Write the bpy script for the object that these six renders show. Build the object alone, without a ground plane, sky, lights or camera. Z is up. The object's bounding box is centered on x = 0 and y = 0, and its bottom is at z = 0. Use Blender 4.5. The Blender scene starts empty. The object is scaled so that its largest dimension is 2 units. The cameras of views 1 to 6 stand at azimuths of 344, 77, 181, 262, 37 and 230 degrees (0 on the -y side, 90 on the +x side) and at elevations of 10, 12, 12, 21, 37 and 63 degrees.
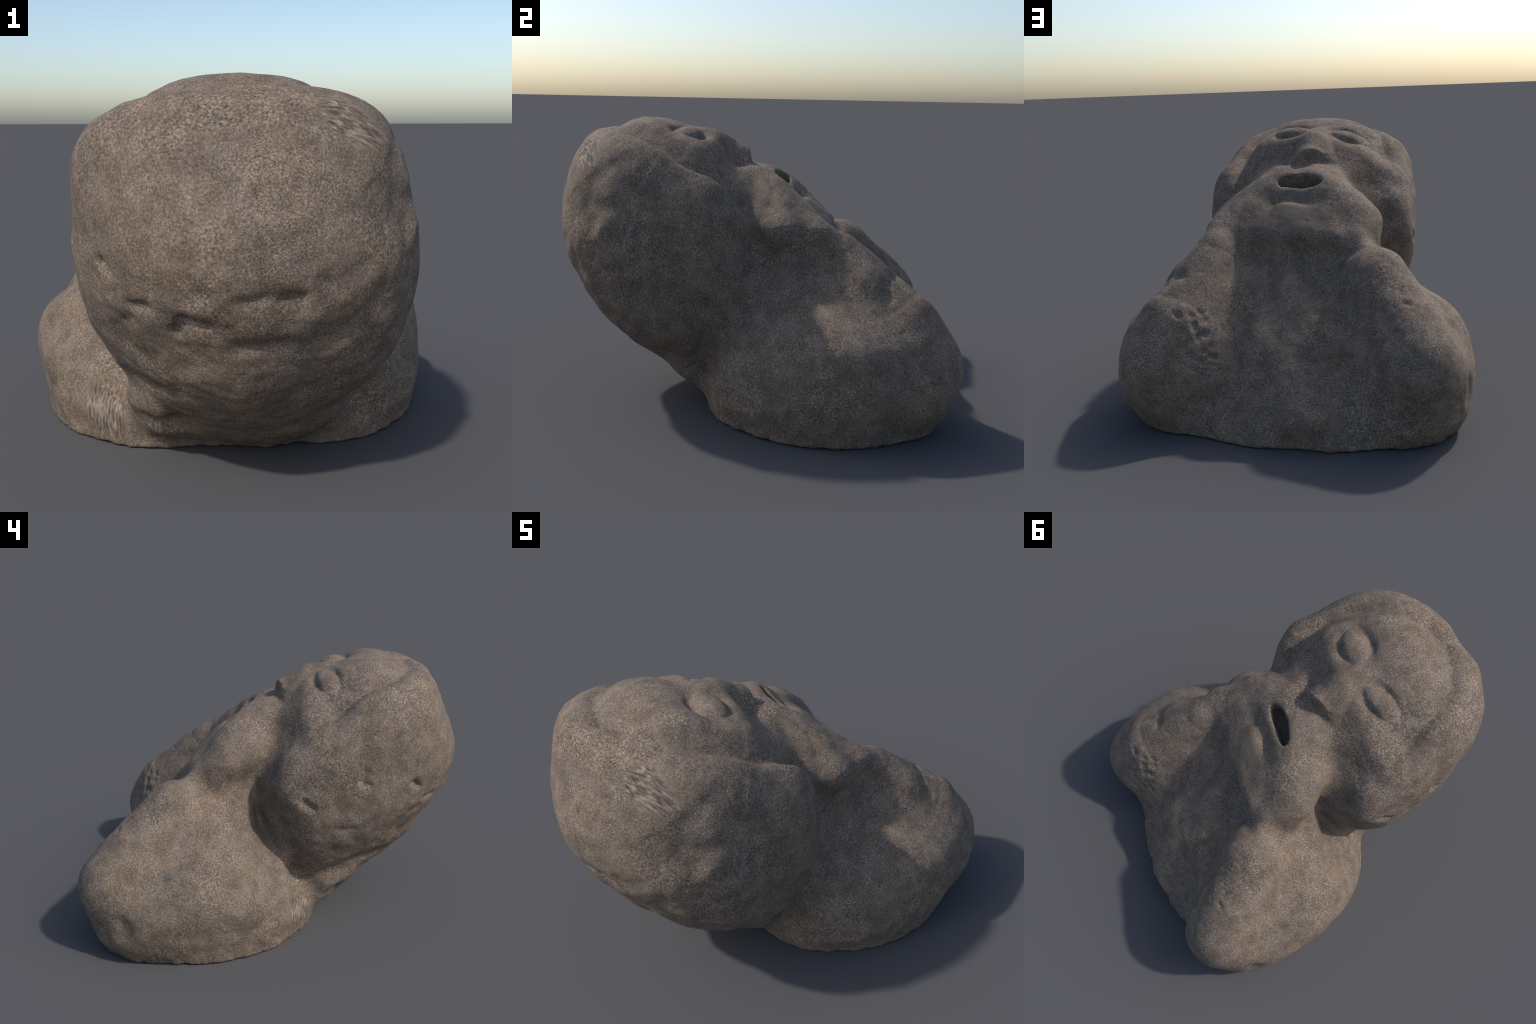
"""Weathered granite bust of a figure with the head thrown back, mouth open to the sky.

The stone is modelled as one implicit body: a torso (stack of cross-sections), a neck,
and a head lump (profile curves), softly blended; the face, mouth, chest hollow and the
chips are then carved as relief strokes.  The skin is meshed once, relaxed onto the
implicit surface, and split into anatomical parts that share their border vertices.
"""
import math

import bpy
import mathutils
import numpy as np

rng = np.random.default_rng(7)

# ------------------------------------------------------------------ head frame
YAW, PITCH = math.radians(20), math.radians(25)          # head turned and tipped back
LAT = np.array([math.cos(YAW), -math.sin(YAW), 0.0])      # towards the figure's left ear
_b = np.array([-math.sin(YAW), -math.cos(YAW), 0.0])
_z = np.array([0.0, 0.0, 1.0])
FRONT = math.cos(PITCH) * _z - math.sin(PITCH) * _b       # out of the face
CROWN = math.cos(PITCH) * _b + math.sin(PITCH) * _z       # towards the crown
HEAD = np.array([-0.14, -0.45, 0.80])                     # centre of the skull
MID = -0.085                                              # the face's midline, along LAT


def head_coords(p):
    d = p - HEAD
    return d @ LAT - MID, d @ CROWN, d @ FRONT


# ------------------------------------------------------------------ small helpers
def periodic_cubic(values, t):
    """Catmull-Rom through a closed ring of values (last axis), t in ring units."""
    n = values.shape[-1]
    i = np.floor(t).astype(int)
    f = t - i
    a, b, c, d = (values[..., (i + k) % n] for k in (-1, 0, 1, 2))
    return b + 0.5 * f * (c - a + f * (2 * a - 5 * b + 4 * c - d + f * (3 * (b - c) + d - a)))


def open_cubic(values, t):
    """Catmull-Rom along axis 0 of values (rows), t in row units, clamped."""
    n = values.shape[0]
    t = np.clip(t, 0, n - 1.0001)
    i = np.floor(t).astype(int)
    f = (t - i).reshape((-1,) + (1,) * (values.ndim - 1))
    a, b, c, d = (values[np.clip(i + k, 0, n - 1)] for k in (-1, 0, 1, 2))
    return b + 0.5 * f * (c - a + f * (2 * a - 5 * b + 4 * c - d + f * (3 * (b - c) + d - a)))


def bilinear(table, u, v):
    """Lookup in a dense table: rows clamped, columns periodic."""
    nu, nv = table.shape
    u = np.clip(u, 0, nu - 1.0001)
    v = np.mod(v, nv)
    i, j = np.floor(u).astype(int), np.floor(v).astype(int) % nv
    fu, fv = u - i, v - np.floor(v)
    j2 = (j + 1) % nv
    return ((table[i, j] * (1 - fv) + table[i, j2] * fv) * (1 - fu)
            + (table[i + 1, j] * (1 - fv) + table[i + 1, j2] * fv) * fu)


def smooth_min(a, b, k):
    h = np.clip(0.5 + 0.5 * (b - a) / k, 0, 1)
    return b + (a - b) * h - k * h * (1 - h)


def smooth_max(a, b, k):
    return -smooth_min(-a, -b, k)


def bell(d2):
    return np.exp(-d2)


def ramp(x, lo, hi):
    t = np.clip((x - lo) / (hi - lo), 0, 1)
    return t * t * (3 - 2 * t)


def segment_distance(p, a, b, ra=0.0, rb=0.0):
    a, b = np.array(a, float), np.array(b, float)
    ab = b - a
    t = np.clip(((p - a) @ ab) / (ab @ ab), 0, 1)
    return np.linalg.norm(p - a - t[:, None] * ab, axis=1) - (ra + (rb - ra) * t)


def polyline_distance2(x, y, pts):
    """Squared distance in a plane to an open polyline, and the position along it (0..1)."""
    best = np.full(x.shape, 1e9)
    along = np.zeros(x.shape)
    pts = np.array(pts, float)
    n = len(pts) - 1
    for i in range(n):
        (ax, ay), (bx, by) = pts[i], pts[i + 1]
        dx, dy = bx - ax, by - ay
        t = np.clip(((x - ax) * dx + (y - ay) * dy) / (dx * dx + dy * dy), 0, 1)
        d = (x - ax - t * dx) ** 2 + (y - ay - t * dy) ** 2
        m = d < best
        best = np.where(m, d, best)
        along = np.where(m, (i + t) / n, along)
    return best, along


def curve_through(pts, steps=6):
    pts = np.array(pts, float)
    return open_cubic(pts, np.linspace(0, len(pts) - 1, (len(pts) - 1) * steps + 1))


# ------------------------------------------------------------------ value noise
_perm = rng.permutation(256)
_grad = rng.normal(size=(256, 3))
_grad /= np.linalg.norm(_grad, axis=1, keepdims=True)


def noise3(p):
    i = np.floor(p).astype(int)
    f = p - i
    w = f * f * f * (f * (f * 6 - 15) + 10)
    out = 0.0
    for cx in (0, 1):
        for cy in (0, 1):
            for cz in (0, 1):
                h = _perm[(_perm[(_perm[(i[:, 0] + cx) & 255] + i[:, 1] + cy) & 255] + i[:, 2] + cz) & 255]
                g = _grad[h]
                dot = ((f - (cx, cy, cz)) * g).sum(1)
                wx = w[:, 0] if cx else 1 - w[:, 0]
                wy = w[:, 1] if cy else 1 - w[:, 1]
                wz = w[:, 2] if cz else 1 - w[:, 2]
                out = out + dot * wx * wy * wz
    return out


def fractal(p, scale, octaves=3):
    s, a = 0.0, 1.0
    for k in range(octaves):
        s = s + a * noise3(p * scale * 2 ** k + 17.3 * k)
        a *= 0.5
    return s


# ------------------------------------------------------------------ torso: stack of cross-sections
# height, centre x, centre y, then the radius every 22.5 degrees (0 = +x, 90 = +y, the chest side)
TORSO = [
    (0.00, 0, 0.3, (0.766, 0.725, 0.590, 0.564, 0.560, 0.652, 0.692, 0.791, 0.783, 0.737, 0.675, 0.539, 0.499, 0.677, 0.739, 0.773)),
    (0.15, 0, 0.3, (0.810, 0.756, 0.547, 0.508, 0.588, 0.604, 0.693, 0.841, 0.804, 0.764, 0.675, 0.559, 0.547, 0.674, 0.771, 0.803)),
    (0.30, 0, 0.3, (0.816, 0.674, 0.497, 0.450, 0.475, 0.490, 0.753, 0.850, 0.822, 0.734, 0.561, 0.544, 0.571, 0.671, 0.760, 0.791)),
    (0.45, 0, 0.25, (0.777, 0.680, 0.412, 0.407, 0.383, 0.468, 0.574, 0.772, 0.756, 0.535, 0.469, 0.493, 0.533, 0.583, 0.652, 0.712)),
    (0.60, 0, 0.2, (0.548, 0.432, 0.293, 0.255, 0.317, 0.282, 0.332, 0.559, 0.545, 0.357, 0.362, 0.405, 0.447, 0.458, 0.509, 0.485)),
    (0.75, 0, 0.12, (0.372, 0.282, 0.200, 0.202, 0.192, 0.192, 0.308, 0.406, 0.382, 0.311, 0.284, 0.292, 0.317, 0.327, 0.353, 0.393)),
    (0.90, 0, 0.05, (0.383, 0.337, 0.172, 0.190, 0.209, 0.233, 0.376, 0.468, 0.371, 0.280, 0.219, 0.196, 0.210, 0.219, 0.282, 0.374)),
    (1.05, -0.03, -0.02, (0.212, 0.186, 0.117, 0.116, 0.119, 0.145, 0.272, 0.281, 0.231, 0.128, 0.077, 0.070, 0.104, 0.100, 0.107, 0.154)),
    (1.20, -0.04, -0.1, (0.010, 0.010, 0.010, 0.010, 0.010, 0.010, 0.010, 0.010, 0.018, 0.010, 0.010, 0.010, 0.010, 0.010, 0.010, 0.010)),
]
_tz = np.array([r[0] for r in TORSO])
_tc = np.array([[r[1], r[2]] for r in TORSO])
_tr = np.array([r[3] for r in TORSO])
ROWS = 97
_torso_dense = periodic_cubic(open_cubic(_tr, np.linspace(0, len(TORSO) - 1, ROWS)), np.arange(0, 16, 0.125))


def torso(p):
    row = np.interp(p[:, 2], _tz, np.arange(len(_tz)))
    c = open_cubic(_tc, row)
    dx, dy = p[:, 0] - c[:, 0], p[:, 1] - c[:, 1]
    r = np.hypot(dx, dy)
    ang = np.mod(np.degrees(np.arctan2(dy, dx)), 360) / 22.5 * 8
    R = bilinear(_torso_dense, row / (len(_tz) - 1) * (ROWS - 1), ang)
    f = (r - R) * 0.85
    return smooth_max(f, (p[:, 2] - 1.125) * 0.8, 0.05)


# ------------------------------------------------------------------ head: profile curves about the ear axis
# rows: latitude 67.5 to -67.5 degrees towards the left ear; columns: every 22.5 degrees
# around the ear axis, 0 = face, 90 = crown, 180 = back of the skull, 270 = neck
EARS = (0.554, 0.577)
SKULL = np.array([
    (0.568, 0.560, 0.559, 0.560, 0.563, 0.563, 0.564, 0.568, 0.572, 0.573, 0.578, 0.582, 0.583, 0.580, 0.580, 0.577),
    (0.564, 0.586, 0.613, 0.598, 0.554, 0.558, 0.524, 0.544, 0.570, 0.614, 0.644, 0.629, 0.598, 0.552, 0.569, 0.578),
    (0.510, 0.538, 0.616, 0.606, 0.557, 0.533, 0.509, 0.494, 0.531, 0.600, 0.618, 0.568, 0.534, 0.469, 0.412, 0.398),
    (0.507, 0.515, 0.577, 0.586, 0.564, 0.560, 0.509, 0.523, 0.554, 0.620, 0.622, 0.574, 0.527, 0.455, 0.424, 0.412),
    (0.520, 0.551, 0.597, 0.642, 0.593, 0.554, 0.517, 0.488, 0.552, 0.632, 0.641, 0.566, 0.509, 0.453, 0.433, 0.434),
    (0.523, 0.545, 0.619, 0.657, 0.584, 0.527, 0.513, 0.505, 0.539, 0.615, 0.662, 0.591, 0.527, 0.540, 0.470, 0.481),
    (0.597, 0.596, 0.594, 0.584, 0.572, 0.555, 0.546, 0.547, 0.563, 0.593, 0.621, 0.623, 0.622, 0.614, 0.604, 0.602),
])
_rows = np.vstack([np.full(16, EARS[1]), SKULL[::-1], np.full(16, EARS[0])])
_head_dense = periodic_cubic(open_cubic(_rows, np.linspace(0, 8, ROWS)), np.arange(0, 16, 0.125))


def skull(p):
    d = p - HEAD
    l, u, f = d @ LAT, d @ CROWN, d @ FRONT
    r = np.sqrt(l * l + u * u + f * f) + 1e-9
    lat = np.degrees(np.arcsin(np.clip(l / r, -1, 1)))
    lon = np.mod(np.degrees(np.arctan2(u, f)), 360)
    return r - bilinear(_head_dense, (lat + 90) / 180 * (ROWS - 1), lon / 22.5 * 8)


# neck: a thick bar from the skull down into the chest, and the stone left standing under the nape
NECK = (((-0.108, -0.377, 0.700), 0.494), ((0.004, -0.112, 0.289), 0.339))
NAPE = (((-0.378, -0.242, 0.215), 0.129), ((0.129, -0.394, 0.236), 0.077))


def bar(p, ends):
    (a, ra), (b, rb) = ends
    return segment_distance(p, a, b, ra, rb)


def neck(p):
    return smooth_min(bar(p, NECK), bar(p, NAPE), 0.15)


# collar rolls: from the corners of the jaw down to the points of the shoulders
LEFT_ROLL = (((0.378, 0.258, 0.760), 0.085), ((0.542, 0.474, 0.432), 0.193), ((0.609, 0.536, 0.285), 0.204))
RIGHT_ROLL = (((-0.389, 0.488, 0.630), 0.160), ((-0.528, 0.793, 0.336), 0.190), ((-0.524, 0.716, 0.187), 0.227))


def collar(p, roll):
    f = np.full(len(p), 9.0)
    for (a, ra), (b, rb) in zip(roll, roll[1:]):
        f = np.minimum(f, segment_distance(p, a, b, ra, rb))
    return f


# ------------------------------------------------------------------ face relief, in head coordinates
HAIRLINE = [(0.36, -0.36), (0.375, -0.24), (0.41, -0.11), (0.425, 0.00), (0.415, 0.10), (0.385, 0.22), (0.32, 0.34),
            (0.20, 0.43), (0.04, 0.49), (-0.13, 0.45), (-0.23, 0.38), (-0.30, 0.23), (-0.33, 0.15), (-0.36, 0.05),
            (-0.38, -0.08)]


def face_relief(p):
    """Height to add along FRONT (positive = out of the stone)."""
    l, u, f = head_coords(p)
    on = ramp(f, 0.08, 0.22)
    h = np.zeros(len(p))

    # nose: a low worn wedge, its blunt base set askew
    tilt = math.radians(19)
    x = l * math.cos(tilt) - (u + 0.115) * math.sin(tilt)
    y = (u + 0.115) * math.cos(tilt) + l * math.sin(tilt)
    along = np.clip((0.15 - u) / 0.27, 0, 1)
    half = 0.045 + 0.085 * along
    rise = 0.004 + 0.048 * along ** 1.2
    base = ramp(y, -0.075, -0.020) * ramp(0.27 - u, 0, 0.12)
    across = np.clip(np.abs(l * 0.75 + x * 0.25 + 0.022 * along) / half, 0, 1)
    h += rise * (1 - across ** 2.2) ** 1.3 * base
    h -= 0.014 * bell(((x - 0.02) / 0.11) ** 2 + ((y + 0.110) / 0.045) ** 2)          # hollow under the nose
    h -= 0.016 * bell(((x - 0.110) / 0.045) ** 2 + ((y - 0.03) / 0.10) ** 2)  # beside the left nostril

    # eyes: shallow sockets with worn closed lids, creases curving above and below
    for side, cl, cu, turn, wide, tall, lid, deep, inner in ((1, 0.165, 0.122, 0.02, 0.098, 0.068, 0.031, 0.018, 0.0),
                                                             (-1, -0.155, 0.124, -0.30, 0.098, 0.054, 0.023, 0.019, 0.7)):
        x, y = l - cl, u - cu
        x, y = x * math.cos(turn) + y * math.sin(turn), y * math.cos(turn) - x * math.sin(turn)
        x = x * side                                               # x > 0 towards the temple
        h -= 0.026 * bell((x / 0.13) ** 2 + (y / 0.10) ** 2)
        r = np.sqrt((x / wide) ** 2 + (y / tall) ** 2) + 1e-9
        h += lid * np.clip(1 - r * r, 0, 1) ** 0.8
        rim = bell(((r - 1.08) / 0.32) ** 2) * (y / tall / r) ** 2
        rim = rim * (1 - inner * ramp(x, -0.05, 0.07))
        h -= deep * rim * np.where(y > 0, 1.0, 0.75)

    # hairline: the cap of hair stands proud of the face behind a worn groove
    d2, t = polyline_distance2(l, u, curve_through(HAIRLINE))
    worn = ramp(t, 0.0, 0.08) * (1 - ramp(t, 0.84, 1.0))
    left = ramp(t, 0.0, 0.12) * (1 - ramp(t, 0.32, 0.5))          # deepest along the left temple and cheek
    h -= (0.020 * bell(d2 / 0.070 ** 2) + 0.012 * bell(d2 / 0.032 ** 2)) * worn + 0.036 * left * bell(d2 / 0.055 ** 2)
    return h * on


def mouth_cut(p):
    """Open mouth: a deep pocket, arched above, nearly straight below."""
    l, u, f = head_coords(p)
    x, y = np.abs(l + 0.015) / 0.138, u + 0.364 - 0.02 * l
    lens = np.where(y > 0, np.sqrt(x ** 2 + (y / 0.056) ** 2), (x ** 3.2 + (np.abs(y) / 0.036) ** 3.2) ** (1 / 3.2)) - 1
    return smooth_max(lens * 0.04, 0.365 - f, 0.03)


def mouth_relief(p):
    l, u, f = head_coords(p)
    on = ramp(f, 0.16, 0.26)
    x = l + 0.02
    h = 0.024 * bell(((l + 0.10) / 0.08) ** 2 + ((u + 0.205) / 0.055) ** 2)  # fuller lip to the right
    h += -0.036 * bell((x / 0.17) ** 2 + ((u + 0.440) / 0.055) ** 2)      # lower jaw dropped behind the upper lip
    h += 0.018 * bell((x / 0.13) ** 2 + ((u + 0.422) / 0.020) ** 2)      # thin lower lip
    h -= 0.022 * bell((x / 0.15) ** 2 + ((u + 0.482) / 0.030) ** 2)      # groove below the lip
    return h * on


def chin(p):
    """Jutting pad of the chin: a flat-topped pebble."""
    l, u, f = head_coords(p)
    top = 0.335 + 0.20 * (u + 0.60)
    r = (np.abs((l + 0.02) / 0.20) ** 3 + np.abs((u + 0.600) / 0.085) ** 3 + np.abs((f - top) / 0.058) ** 3) ** (1 / 3)
    return (r - 1) * 0.060


# ------------------------------------------------------------------ sculptor's strokes
# what: (from, to, radius, amount): a push along the line from-to, + out, - in
STROKES = {
    # jaw and throat, the figure's right
    "jaw_lump": ((-0.36, 0.15, 0.98), (-0.40, 0.17, 0.92), 0.09, 0.004),
    "jaw_hollow": ((-0.26, 0.30, 0.93), (-0.25, 0.36, 0.87), 0.045, -0.014),
    "collar_knob": ((-0.33, 0.36, 0.84), (-0.36, 0.42, 0.80), 0.055, 0.016),
    "knob_crease": ((-0.28, 0.46, 0.80), (-0.36, 0.46, 0.78), 0.030, -0.008),
    "collar_root": ((-0.24, 0.36, 0.80), (-0.40, 0.25, 0.79), 0.085, 0.038),
    "neck_fill": ((-0.41, 0.02, 0.66), (-0.47, -0.06, 0.42), 0.060, 0.038),
    "cheek_fill": ((-0.27, -0.08, 1.09), (-0.34, -0.12, 1.09), 0.065, 0.026),
    "cheek_hollow": ((-0.49, -0.06, 1.02), (-0.52, -0.10, 1.02), 0.075, -0.020),
    "jaw_corner": ((-0.56, -0.02, 0.92), (-0.59, -0.05, 0.82), 0.075, 0.026),
    "hair_crest": ((-0.22, -0.84, 1.27), (-0.42, -0.78, 1.25), 0.085, 0.030),
    # jaw and throat, left
    "jaw_bulge": ((0.22, -0.01, 1.01), (0.30, 0.02, 0.95), 0.07, 0.014),
    "jaw_crease": ((0.20, -0.03, 1.02), (0.27, -0.06, 0.96), 0.025, -0.010),
    "jaw_dent": ((0.31, 0.05, 0.96), (0.36, 0.08, 0.90), 0.035, -0.016),
    "collar_bump": ((0.37, 0.15, 0.91), (0.40, 0.17, 0.88), 0.05, 0.015),
    "collar_lump": ((0.56, 0.31, 0.68), (0.58, 0.34, 0.66), 0.06, 0.015),
    "collar_nick": ((0.58, 0.39, 0.67), (0.62, 0.38, 0.63), 0.030, -0.018),
    "collar_slit": ((0.53, 0.44, 0.69), (0.58, 0.47, 0.66), 0.020, -0.006),
    # pits on the left breast
    "pit_g": ((0.530, 0.430, 0.678), (0.512, 0.444, 0.680), 0.024, -0.012),
    "breast_lump": ((0.098, 0.576, 0.492), (0.040, 0.648, 0.459), 0.06, 0.006),
    "shoulder_nick": ((-0.474, 0.762, 0.602), (-0.485, 0.764, 0.600), 0.016, -0.009),
    "shoulder_bump": ((-0.47, 0.83, 0.56), (-0.45, 0.85, 0.53), 0.04, 0.010),
    # chips and slits on the right of the head
    "chip_a": ((-0.71, -0.40, 0.90), (-0.71, -0.39, 0.88), 0.020, -0.013),
    "chip_b": ((-0.71, -0.38, 0.85), (-0.70, -0.42, 0.83), 0.018, -0.013),
    "chip_c": ((-0.65, -0.67, 0.80), (-0.63, -0.70, 0.77), 0.022, -0.018),
    "ear_slit": ((-0.66, -0.12, 0.745), (-0.68, -0.15, 0.72), 0.020, -0.018),
    "chip_d": ((-0.67, -0.30, 0.60), (-0.67, -0.36, 0.60), 0.022, -0.008),
    "dent_e": ((-0.71, 0.59, 0.46), (-0.71, 0.58, 0.44), 0.035, -0.012),
    "dent_f": ((-0.75, 0.78, 0.24), (-0.74, 0.76, 0.18), 0.045, -0.014),
    "cheek_pad": ((-0.41, -0.19, 1.16), (-0.45, -0.18, 1.12), 0.085, 0.018),
    # back of the skull
    "skull_bulge": ((-0.64, -0.43, 0.58), (-0.58, -0.78, 0.85), 0.14, 0.018),
    "notch": ((-0.425, -0.848, 0.666), (-0.376, -0.873, 0.657), 0.020, -0.018),
    "notch_tail": ((-0.425, -0.848, 0.666), (-0.444, -0.822, 0.627), 0.022, -0.016),
    "chip_g": ((-0.566, -0.737, 0.690), (-0.525, -0.782, 0.693), 0.024, -0.014),
    "chip_h": ((-0.56, -0.71, 0.64), (-0.58, -0.67, 0.62), 0.026, -0.010),
    "brow_of_notch": ((-0.36, -0.89, 0.71), (-0.46, -0.84, 0.70), 0.045, 0.006),
    "chip_i": ((-0.174, -0.959, 0.731), (-0.126, -0.957, 0.731), 0.020, -0.012),
    "chip_j": ((-0.24, -0.95, 0.74), (-0.29, -0.94, 0.73), 0.028, -0.007),
    "shelf": ((-0.274, -0.88, 0.585), (-0.143, -0.897, 0.590), 0.030, -0.012),
    "shelf_lip": ((-0.25, -0.90, 0.65), (-0.10, -0.93, 0.66), 0.045, 0.005),
    "furrow": ((0.06, -0.96, 0.80), (-0.04, -0.97, 0.77), 0.040, -0.010),
    "swell": ((0.18, -0.92, 0.68), (0.06, -0.94, 0.64), 0.09, 0.014),
    "dent_k": ((0.20, -0.86, 1.08), (0.22, -0.88, 1.00), 0.045, -0.014),
    "dent_l": ((0.26, -0.80, 0.97), (0.25, -0.86, 0.90), 0.050, -0.014),
    "dent_m": ((0.25, -0.70, 1.17), (0.22, -0.78, 1.13), 0.045, -0.012),
    "ridge_n": ((0.29, -0.80, 1.00), (0.30, -0.81, 0.90), 0.045, 0.010),
    "crown_slope": ((-0.003, -0.761, 1.30), (0.10, -0.72, 1.28), 0.10, -0.012),
    # where the left shoulder parts from the nape
    "shoulder_crease": ((0.41, -0.381, 0.566), (0.30, -0.372, 0.21), 0.045, -0.018),
    "shoulder_heel": ((0.42, -0.30, 0.30), (0.44, -0.31, 0.12), 0.07, 0.014),
    # under the head
    "nape_ledge": ((-0.52, -0.27, 0.24), (-0.44, -0.38, 0.22), 0.055, 0.030),
    "nape_undercut": ((-0.50, -0.36, 0.15), (-0.38, -0.42, 0.17), 0.060, -0.030),
    "nape_crease": ((-0.54, -0.40, 0.36), (-0.42, -0.56, 0.38), 0.045, -0.016),
}


# a band of small shallow pits down the left breast
for k in range(15):
    t, column = k / 14, k % 3 - 1
    spot = np.array([0.46 - 0.05 * t + 0.055 * column, 0.60 + 0.08 * t, 0.56 - 0.23 * t]) + rng.normal(0, (0.010, 0.0, 0.010))
    STROKES["pit_%d" % k] = (spot, spot + rng.normal(0, 0.006, 3), rng.uniform(0.013, 0.018), -rng.uniform(0.006, 0.011))


def bare_body(p):
    """The blended lumps with face and mouth, before the strokes."""
    f = smooth_min(torso(p), neck(p), 0.10)
    for roll in (LEFT_ROLL, RIGHT_ROLL):
        f = smooth_min(f, collar(p, roll), 0.16)
    f = smooth_min(f, skull(p), 0.07)
    f = f - face_relief(p) - mouth_relief(p)
    f = smooth_min(f, chin(p), 0.05)
    return smooth_max(f, -mouth_cut(p), 0.015)


def gradient(func, v, e=0.004):
    return np.stack([func(v + e * np.eye(3)[k]) - func(v - e * np.eye(3)[k]) for k in range(3)], 1) / (2 * e)


def project(func, v, steps=2, limit=0.012):
    """Slide points onto the surface func = 0."""
    for _ in range(steps):
        g = gradient(func, v)
        d = func(v) / np.maximum((g * g).sum(1), 0.15)
        v = v - np.clip(d, -limit, limit)[:, None] * g
    return v


# every stroke is laid on the skin itself
_on_skin = project(bare_body, np.array([q for s in STROKES.values() for q in s[:2]]), 8, 0.02)
_strokes = [(_on_skin[2 * i], _on_skin[2 * i + 1], s[2], s[3]) for i, s in enumerate(STROKES.values())]


def strokes(p):
    h = np.zeros(len(p))
    for a, b, r, amount in _strokes:
        near = np.abs(p - 0.5 * (a + b)).max(1) < 0.12 + 2.6 * r
        h[near] += amount * bell((segment_distance(p[near], a, b) / r) ** 2)
    return h


def body(p):
    return smooth_max(bare_body(p) - strokes(p) - 0.0055, -p[:, 2], 0.015)


# ------------------------------------------------------------------ skin the implicit body
def surface_nets(func, lo, hi, h):
    """One quad mesh around the zero level of func (naive surface nets)."""
    axes = [np.arange(a, b + h, h) for a, b in zip(lo, hi)]
    n = [len(a) for a in axes]
    P = np.stack(np.meshgrid(*axes, indexing="ij"), -1).reshape(-1, 3)
    F = np.concatenate([func(c) for c in np.array_split(P, 24)]).reshape(n)
    inside = F < 0
    corners = [(i, j, k) for i in (0, 1) for j in (0, 1) for k in (0, 1)]
    cell = lambda a, c: a[c[0]:n[0] - 1 + c[0], c[1]:n[1] - 1 + c[1], c[2]:n[2] - 1 + c[2]]
    count = sum(cell(inside, c).astype(int) for c in corners)
    active = (count > 0) & (count < 8)
    index = np.full(active.shape, -1)
    index[active] = np.arange(active.sum())
    total, hits = np.zeros(active.shape + (3,)), np.zeros(active.shape)
    for a in corners:
        for ax in range(3):
            if a[ax]:
                continue
            b = list(a)
            b[ax] = 1
            fa, fb = cell(F, a), cell(F, b)
            cross = (fa < 0) != (fb < 0)
            t = np.where(cross, fa / np.where(cross, fa - fb, 1), 0)
            pos = np.zeros(active.shape + (3,)) + np.array(a, float)
            pos[..., ax] += t
            total += pos * cross[..., None]
            hits += cross
    base = np.stack(np.meshgrid(*[a[:-1] for a in axes], indexing="ij"), -1)
    verts = (base + h * total / np.maximum(hits, 1)[..., None])[active]
    quads = []
    for ax in range(3):
        o1, o2 = [(1, 2), (2, 0), (0, 1)][ax]
        sl = [slice(1, m - 1) for m in n]
        sl[ax] = slice(0, n[ax] - 1)
        sh = list(sl)
        sh[ax] = slice(1, n[ax])
        i0, i1 = inside[tuple(sl)], inside[tuple(sh)]
        where = np.argwhere(i0 != i1)
        flip = i0[tuple(where.T)]
        where = where + np.array([s.start for s in sl])
        e1, e2 = np.eye(3, dtype=int)[o1], np.eye(3, dtype=int)[o2]
        q = np.stack([index[tuple((where - d).T)] for d in (0 * e1, e1, e1 + e2, e2)], 1)
        q[~flip] = q[~flip][:, ::-1]
        quads.append(q)
    return verts, np.vstack(quads)


def split_quads(verts, quads):
    """Split every quad into four."""
    edges = np.stack([quads, np.roll(quads, -1, 1)], -1).reshape(-1, 2)
    key = np.sort(edges, 1)
    uniq, inv = np.unique(key, axis=0, return_inverse=True)
    inv = inv.reshape(-1, 4)
    nv, ne = len(verts), len(uniq)
    mids = verts[uniq].mean(1)
    cents = verts[quads].mean(1)
    e = inv + nv
    c = np.arange(len(quads)) + nv + ne
    out = [np.stack([quads[:, k], e[:, k], c, e[:, k - 1]], 1) for k in range(4)]
    return np.vstack([verts, mids, cents]), np.vstack(out)


def relax(verts, quads, amount=0.5):
    edges = np.stack([quads, np.roll(quads, -1, 1)], -1).reshape(-1, 2)
    s, n = np.zeros_like(verts), np.zeros(len(verts))
    for a, b in ((0, 1), (1, 0)):
        for k in range(3):
            s[:, k] += np.bincount(edges[:, a], verts[edges[:, b], k], len(verts))
        n += np.bincount(edges[:, a], minlength=len(verts))
    return verts * (1 - amount) + amount * s / n[:, None]


def vertex_normals(verts, quads):
    a = verts[quads[:, 2]] - verts[quads[:, 0]]
    b = verts[quads[:, 3]] - verts[quads[:, 1]]
    fn = np.cross(a, b)
    out = np.zeros_like(verts)
    for k in range(4):
        for c in range(3):
            out[:, c] += np.bincount(quads[:, k], fn[:, c], len(verts))
    return out / np.maximum(np.linalg.norm(out, axis=1, keepdims=True), 1e-12)


def weathering(p, n):
    """Lumps and knocks of the weathered skin, as a height along the normal."""
    under = ramp(-p[:, 1], 0.30, 0.62) * (1 - ramp(p[:, 2], 0.65, 0.95))      # rough unworked nape
    h = 0.010 * fractal(p, 3.4, 2) + 0.006 * fractal(p + 5.0, 9.0, 3)
    h += under * (0.013 * fractal(p * (1, 1, 1.1) + 2.0, 5.5, 3))
    pits = np.clip(fractal(p + 9.0, 15.0, 2) - 0.42, 0, 1)
    h -= 0.014 * pits
    rim = 1 - ramp(p[:, 2], 0.01, 0.06)                                       # ragged foot
    h += rim * 0.009 * fractal(p * (1, 1, 0.3), 19.0, 3)
    return h


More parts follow.
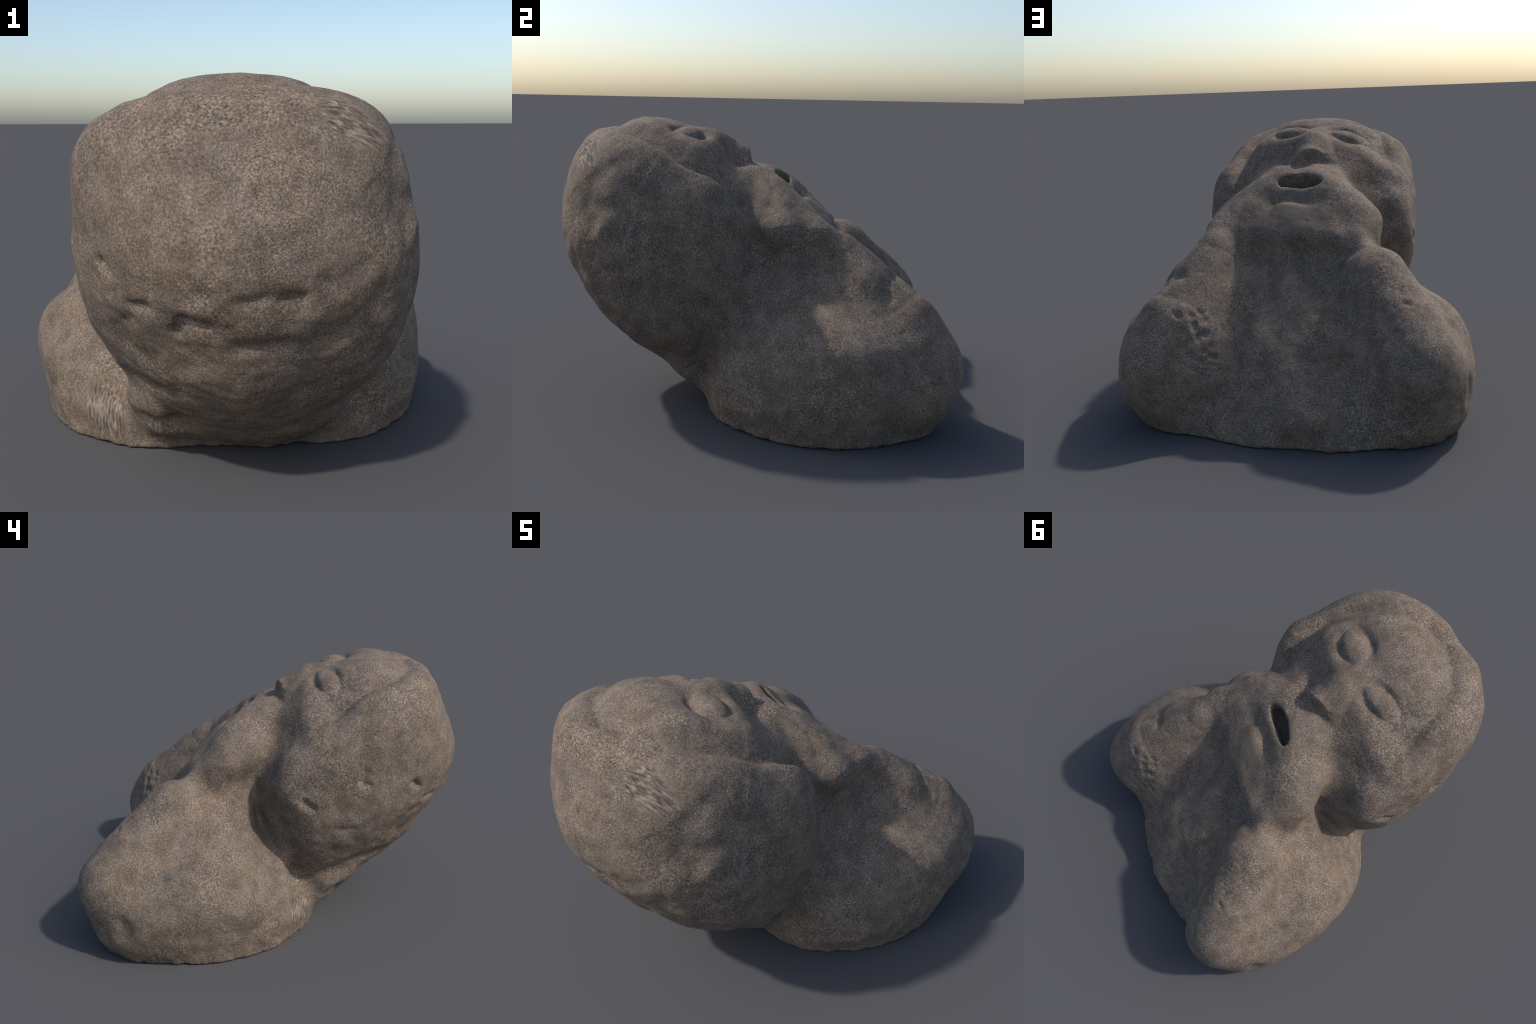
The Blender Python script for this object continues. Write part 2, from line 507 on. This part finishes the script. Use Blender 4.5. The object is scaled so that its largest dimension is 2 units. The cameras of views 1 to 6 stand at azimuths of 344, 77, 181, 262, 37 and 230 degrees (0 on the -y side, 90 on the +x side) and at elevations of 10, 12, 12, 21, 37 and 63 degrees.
print("meshing")
V, Q = surface_nets(body, (-1.0, -1.1, -0.075), (1.0, 1.1, 1.5), 0.025)
for level in range(2):
    V = relax(V, Q, 0.5)
    V = project(body, V, 2)
    V, Q = split_quads(V, Q)
V = relax(V, Q, 0.4)
V = project(body, V, 2)
N = vertex_normals(V, Q)
V = V + N * weathering(V, N)[:, None]
V[:, 2] = np.maximum(V[:, 2], 0.0)
N = vertex_normals(V, Q)
print("verts", len(V), V.min(0), V.max(0))

# ------------------------------------------------------------------ material
class Nodes:
    """Tiny helper for building node trees."""

    def __init__(self, name):
        self.material = bpy.data.materials.new(name)
        self.material.use_nodes = True
        self.tree = self.material.node_tree
        self.shader = self.tree.nodes["Principled BSDF"]
        self.coords = self.tree.nodes.new("ShaderNodeTexCoord").outputs["Object"]

    def add(self, kind, inputs=None, **settings):
        n = self.tree.nodes.new(kind)
        for k, v in settings.items():
            setattr(n, k, v)
        for k, v in (inputs or {}).items():
            if isinstance(v, bpy.types.NodeSocket):
                self.tree.links.new(v, n.inputs[k])
            else:
                n.inputs[k].default_value = v
        return n

    def noise(self, scale, detail=3.0, rough=0.6, vector=None):
        return self.add("ShaderNodeTexNoise", {"Vector": vector or self.coords, "Scale": scale, "Detail": detail,
                                               "Roughness": rough}).outputs[0]

    def remap(self, value, lo, hi, a=0.0, b=1.0):
        return self.add("ShaderNodeMapRange", {"Value": value, "From Min": lo, "From Max": hi, "To Min": a, "To Max": b},
                        interpolation_type="SMOOTHSTEP").outputs[0]

    def math(self, op, a, b):
        return self.add("ShaderNodeMath", {0: a, 1: b}, operation=op).outputs[0]

    def mix(self, factor, a, b, blend="MIX"):
        n = self.add("ShaderNodeMix", data_type="RGBA", blend_type=blend)
        for k, v in ((0, factor), (6, a), (7, b)):
            if isinstance(v, bpy.types.NodeSocket):
                self.tree.links.new(v, n.inputs[k])
            else:
                n.inputs[k].default_value = v if k == 0 else (*v, 1.0)
        return n.outputs[2]

    def ramp(self, value, stops):
        n = self.add("ShaderNodeValToRGB", {0: value})
        r = n.color_ramp
        while len(r.elements) < len(stops):
            r.elements.new(0.5)
        for e, (pos, col) in zip(r.elements, stops):
            e.position, e.color = pos, (*col, 1.0)
        return n.outputs[0]

    def blob(self, centre, rotation, radii, inner=0.75, outer=1.1):
        """Soft mask: 1 inside an ellipsoid standing at centre."""
        m = self.add("ShaderNodeMapping", {"Vector": self.coords, "Location": centre, "Rotation": rotation, "Scale": radii},
                     vector_type="TEXTURE").outputs[0]
        d = self.add("ShaderNodeVectorMath", {0: m}, operation="LENGTH").outputs["Value"]
        return self.remap(d, inner, outer, 1.0, 0.0)


def granite():
    n = Nodes("weathered_granite")
    # mineral grain, stretched into streaks at crown and foot, copying the original's texture artefacts
    grain = n.noise(170.0, 3.0, 0.72)
    coarse = n.noise(125.0, 3.0, 0.72)
    patchy = n.remap(n.noise(3.1, 2.0, 0.5), 0.42, 0.62)
    grain = n.add("ShaderNodeMix", {0: patchy, 2: grain, 3: coarse}, data_type="FLOAT").outputs[0]
    for centre, turn, radii, scale in (((0.05, -0.85, 1.20), (0.0, 0.55, 0.35), (0.16, 0.10, 0.09), (14, 105, 105)),
                                       ((-0.60, -0.10, 0.13), (0.0, 0.0, 0.0), (0.10, 0.14, 0.14), (105, 105, 16)),
                                       ((-0.40, -0.30, 0.10), (0.0, 0.0, 0.0), (0.12, 0.12, 0.10), (105, 105, 20))):
        drawn = n.add("ShaderNodeMapping", {"Vector": n.coords, "Rotation": turn}, vector_type="TEXTURE").outputs[0]
        drawn = n.add("ShaderNodeMapping", {"Vector": drawn, "Scale": scale}).outputs[0]
        grain = n.add("ShaderNodeMix", {0: n.blob(centre, turn, radii, 0.5, 1.1), 2: grain,
                                        3: n.noise(1.0, 3.0, 0.6, drawn)}, data_type="FLOAT").outputs[0]
    colour = n.ramp(grain, [(0.29, (0.048, 0.039, 0.034)), (0.42, (0.114, 0.088, 0.069)), (0.51, (0.176, 0.132, 0.097)),
                            (0.60, (0.246, 0.190, 0.142)), (0.72, (0.380, 0.325, 0.270))])
    # single crystals lean tan or slate
    crystal = n.ramp(n.noise(155.0, 2.0, 0.6, n.add("ShaderNodeMapping", {"Vector": n.coords, "Location": (3.1, 7.7, 1.3)}).outputs[0]),
                     [(0.36, (0.90, 0.97, 1.08)), (0.50, (1.0, 1.0, 1.0)), (0.64, (1.09, 1.0, 0.90))])
    colour = n.mix(1.0, colour, crystal, "MULTIPLY")
    # blotches a hand wide, and slow shifts between warm brown and cool grey
    blotch = n.remap(n.noise(13.0, 5.0, 0.65), 0.30, 0.70, 0.76, 1.20)
    colour = n.mix(1.0, colour, n.add("ShaderNodeCombineColor", {0: blotch, 1: blotch, 2: blotch}).outputs[0], "MULTIPLY")
    tint = n.ramp(n.noise(5.0, 4.0, 0.65), [(0.36, (0.965, 0.985, 1.03)), (0.50, (1.0, 1.0, 1.0)), (0.64, (1.035, 1.0, 0.965))])
    colour = n.mix(1.0, colour, tint, "MULTIPLY")
    # pale clusters and scattered blue-white crystals
    cluster = n.remap(n.noise(24.0, 3.0, 0.7), 0.60, 0.74, 0.0, 0.22)
    colour = n.mix(n.math("MULTIPLY", cluster, n.remap(grain, 0.45, 0.65)), colour, (0.42, 0.41, 0.40))
    for scale, size, strength in ((8.0, 0.060, 0.60), (21.0, 0.10, 0.40)):
        v = n.add("ShaderNodeTexVoronoi", {"Vector": n.coords, "Scale": scale, "Randomness": 1.0})
        keep = n.remap(n.noise(scale * 0.7, 1.0, 0.5), 0.48, 0.60)
        ragged = n.math("ADD", v.outputs["Distance"], n.remap(grain, 0.35, 0.65, size * 0.5, -size * 0.3))
        fleck = n.math("MULTIPLY", n.remap(ragged, size * 0.3, size, strength, 0.0), keep)
        colour = n.mix(fleck, colour, (0.40, 0.43, 0.48))
    # the chin pad is dressed smooth: plain, hardly any grain
    pad = n.blob(CHIN_PAD, HEAD_EULER, (0.17, 0.075, 0.10), 0.55, 1.0)
    colour = n.mix(n.math("MULTIPLY", pad, 0.8), colour, (0.150, 0.117, 0.088))
    n.tree.links.new(colour, n.shader.inputs["Base Color"])
    n.shader.inputs["Roughness"].default_value = 0.9
    n.shader.inputs["Specular IOR Level"].default_value = 0.25
    bump = n.add("ShaderNodeBump", {"Height": grain, "Strength": 0.35, "Distance": 0.006})
    n.tree.links.new(bump.outputs[0], n.shader.inputs["Normal"])
    return n.material


def head_point(l, u, f):
    return tuple(HEAD + (l + MID) * LAT + u * CROWN + f * FRONT)


CHIN_PAD = head_point(-0.03, -0.585, 0.39)
_m = np.stack([LAT, CROWN, FRONT], 1)                     # columns: the head's own axes
HEAD_EULER = tuple(mathutils.Matrix(_m.tolist()).to_euler("XYZ"))
STONE = granite()


# ------------------------------------------------------------------ anatomical regions
def inside_polygon(x, y, pts):
    odd = np.zeros(x.shape, bool)
    for (ax, ay), (bx, by) in zip(pts, np.roll(pts, -1, axis=0)):
        if ay != by:
            odd ^= ((ay > y) != (by > y)) & (x < ax + (y - ay) * (bx - ax) / (by - ay))
    return odd


def regions(c):
    """Name of the part every face belongs to."""
    l, u, f = head_coords(c)
    t, k, s = torso(c), neck(c), skull(c)
    rolls = np.stack([collar(c, LEFT_ROLL), collar(c, RIGHT_ROLL)])
    part = np.where(np.minimum(t, k) < s, np.where((c[:, 2] > 0.55) | (k < t), "neck", "torso"), "hair").astype(object)
    part[(part == "neck") & (c[:, 2] < 0.30) & (c[:, 1] > 0.0)] = "torso"
    body_side = part != "hair"
    part[body_side & (c[:, 2] < 0.72) & (rolls[0] < 0.06) & (rolls[0] < t + 0.08)] = "left_shoulder"
    part[body_side & (c[:, 2] < 0.72) & (rolls[1] < 0.06) & (rolls[1] < t + 0.08)] = "right_shoulder"
    front = f > 0.10
    face = inside_polygon(l, u, np.vstack([curve_through(HAIRLINE), [(-0.43, -0.30), (0.0, -0.45)]]))
    part[(part == "hair") & front & face] = "head"
    jaw = (part == "neck") & (f > 0.20) & (u > -0.68) & (np.abs(l) < 0.34)
    part[jaw] = "jaw"
    deep = f > 0.25
    part[deep & (((l + 0.015) / 0.175) ** 2 + ((u + 0.356) / 0.085) ** 2 < 1)] = "mouth"
    part[deep & (((l + 0.02) / 0.20) ** 2 + ((u + 0.60) / 0.085) ** 2 < 1)] = "chin"
    part[deep & (u > -0.16 - 0.33 * l) & (u < 0.16) & (np.abs(l) < 0.055 + 0.06 * np.clip((0.15 - u) / 0.27, 0, 1))] = "nose"
    part[deep & (((l - 0.165) / 0.125) ** 2 + ((u - 0.125) / 0.085) ** 2 < 1)] = "left_eye"
    part[deep & (((l + 0.160) / 0.125) ** 2 + ((u - 0.122) / 0.085) ** 2 < 1)] = "right_eye"
    return part


FAMILY = {                       # region -> (object name, parent region)
    "torso": ("torso", None), "left_shoulder": ("shoulder", None), "right_shoulder": ("shoulder", None),
    "neck": ("neck", None), "head": ("head", None), "hair": ("hair", "head"), "jaw": ("jaw", "head"),
    "nose": ("nose", "head"), "mouth": ("mouth", "head"), "chin": ("chin", "head"),
    "left_eye": ("eye", "head"), "right_eye": ("eye", "head"),
}


def build():
    root = bpy.data.objects.new("stone_bust", None)
    bpy.context.collection.objects.link(root)
    root["label"] = "weathered granite bust with head thrown back, mouth open"
    root["category"] = "stone statue"
    part = regions(V[Q].mean(1))
    made = {}
    for region, (name, parent) in FAMILY.items():
        q = Q[part == region]
        if not len(q):
            continue
        used, inv = np.unique(q, return_inverse=True)
        me = bpy.data.meshes.new(name)
        me.from_pydata(V[used].tolist(), [], inv.reshape(-1, 4).tolist())
        me.polygons.foreach_set("use_smooth", np.ones(len(q), bool))
        me.normals_split_custom_set_from_vertices(N[used].tolist())
        me.materials.append(STONE)
        ob = bpy.data.objects.new(name, me)
        bpy.context.collection.objects.link(ob)
        ob.parent = made[parent] if parent else root
        made[region] = ob
        print(region, len(q))


build()
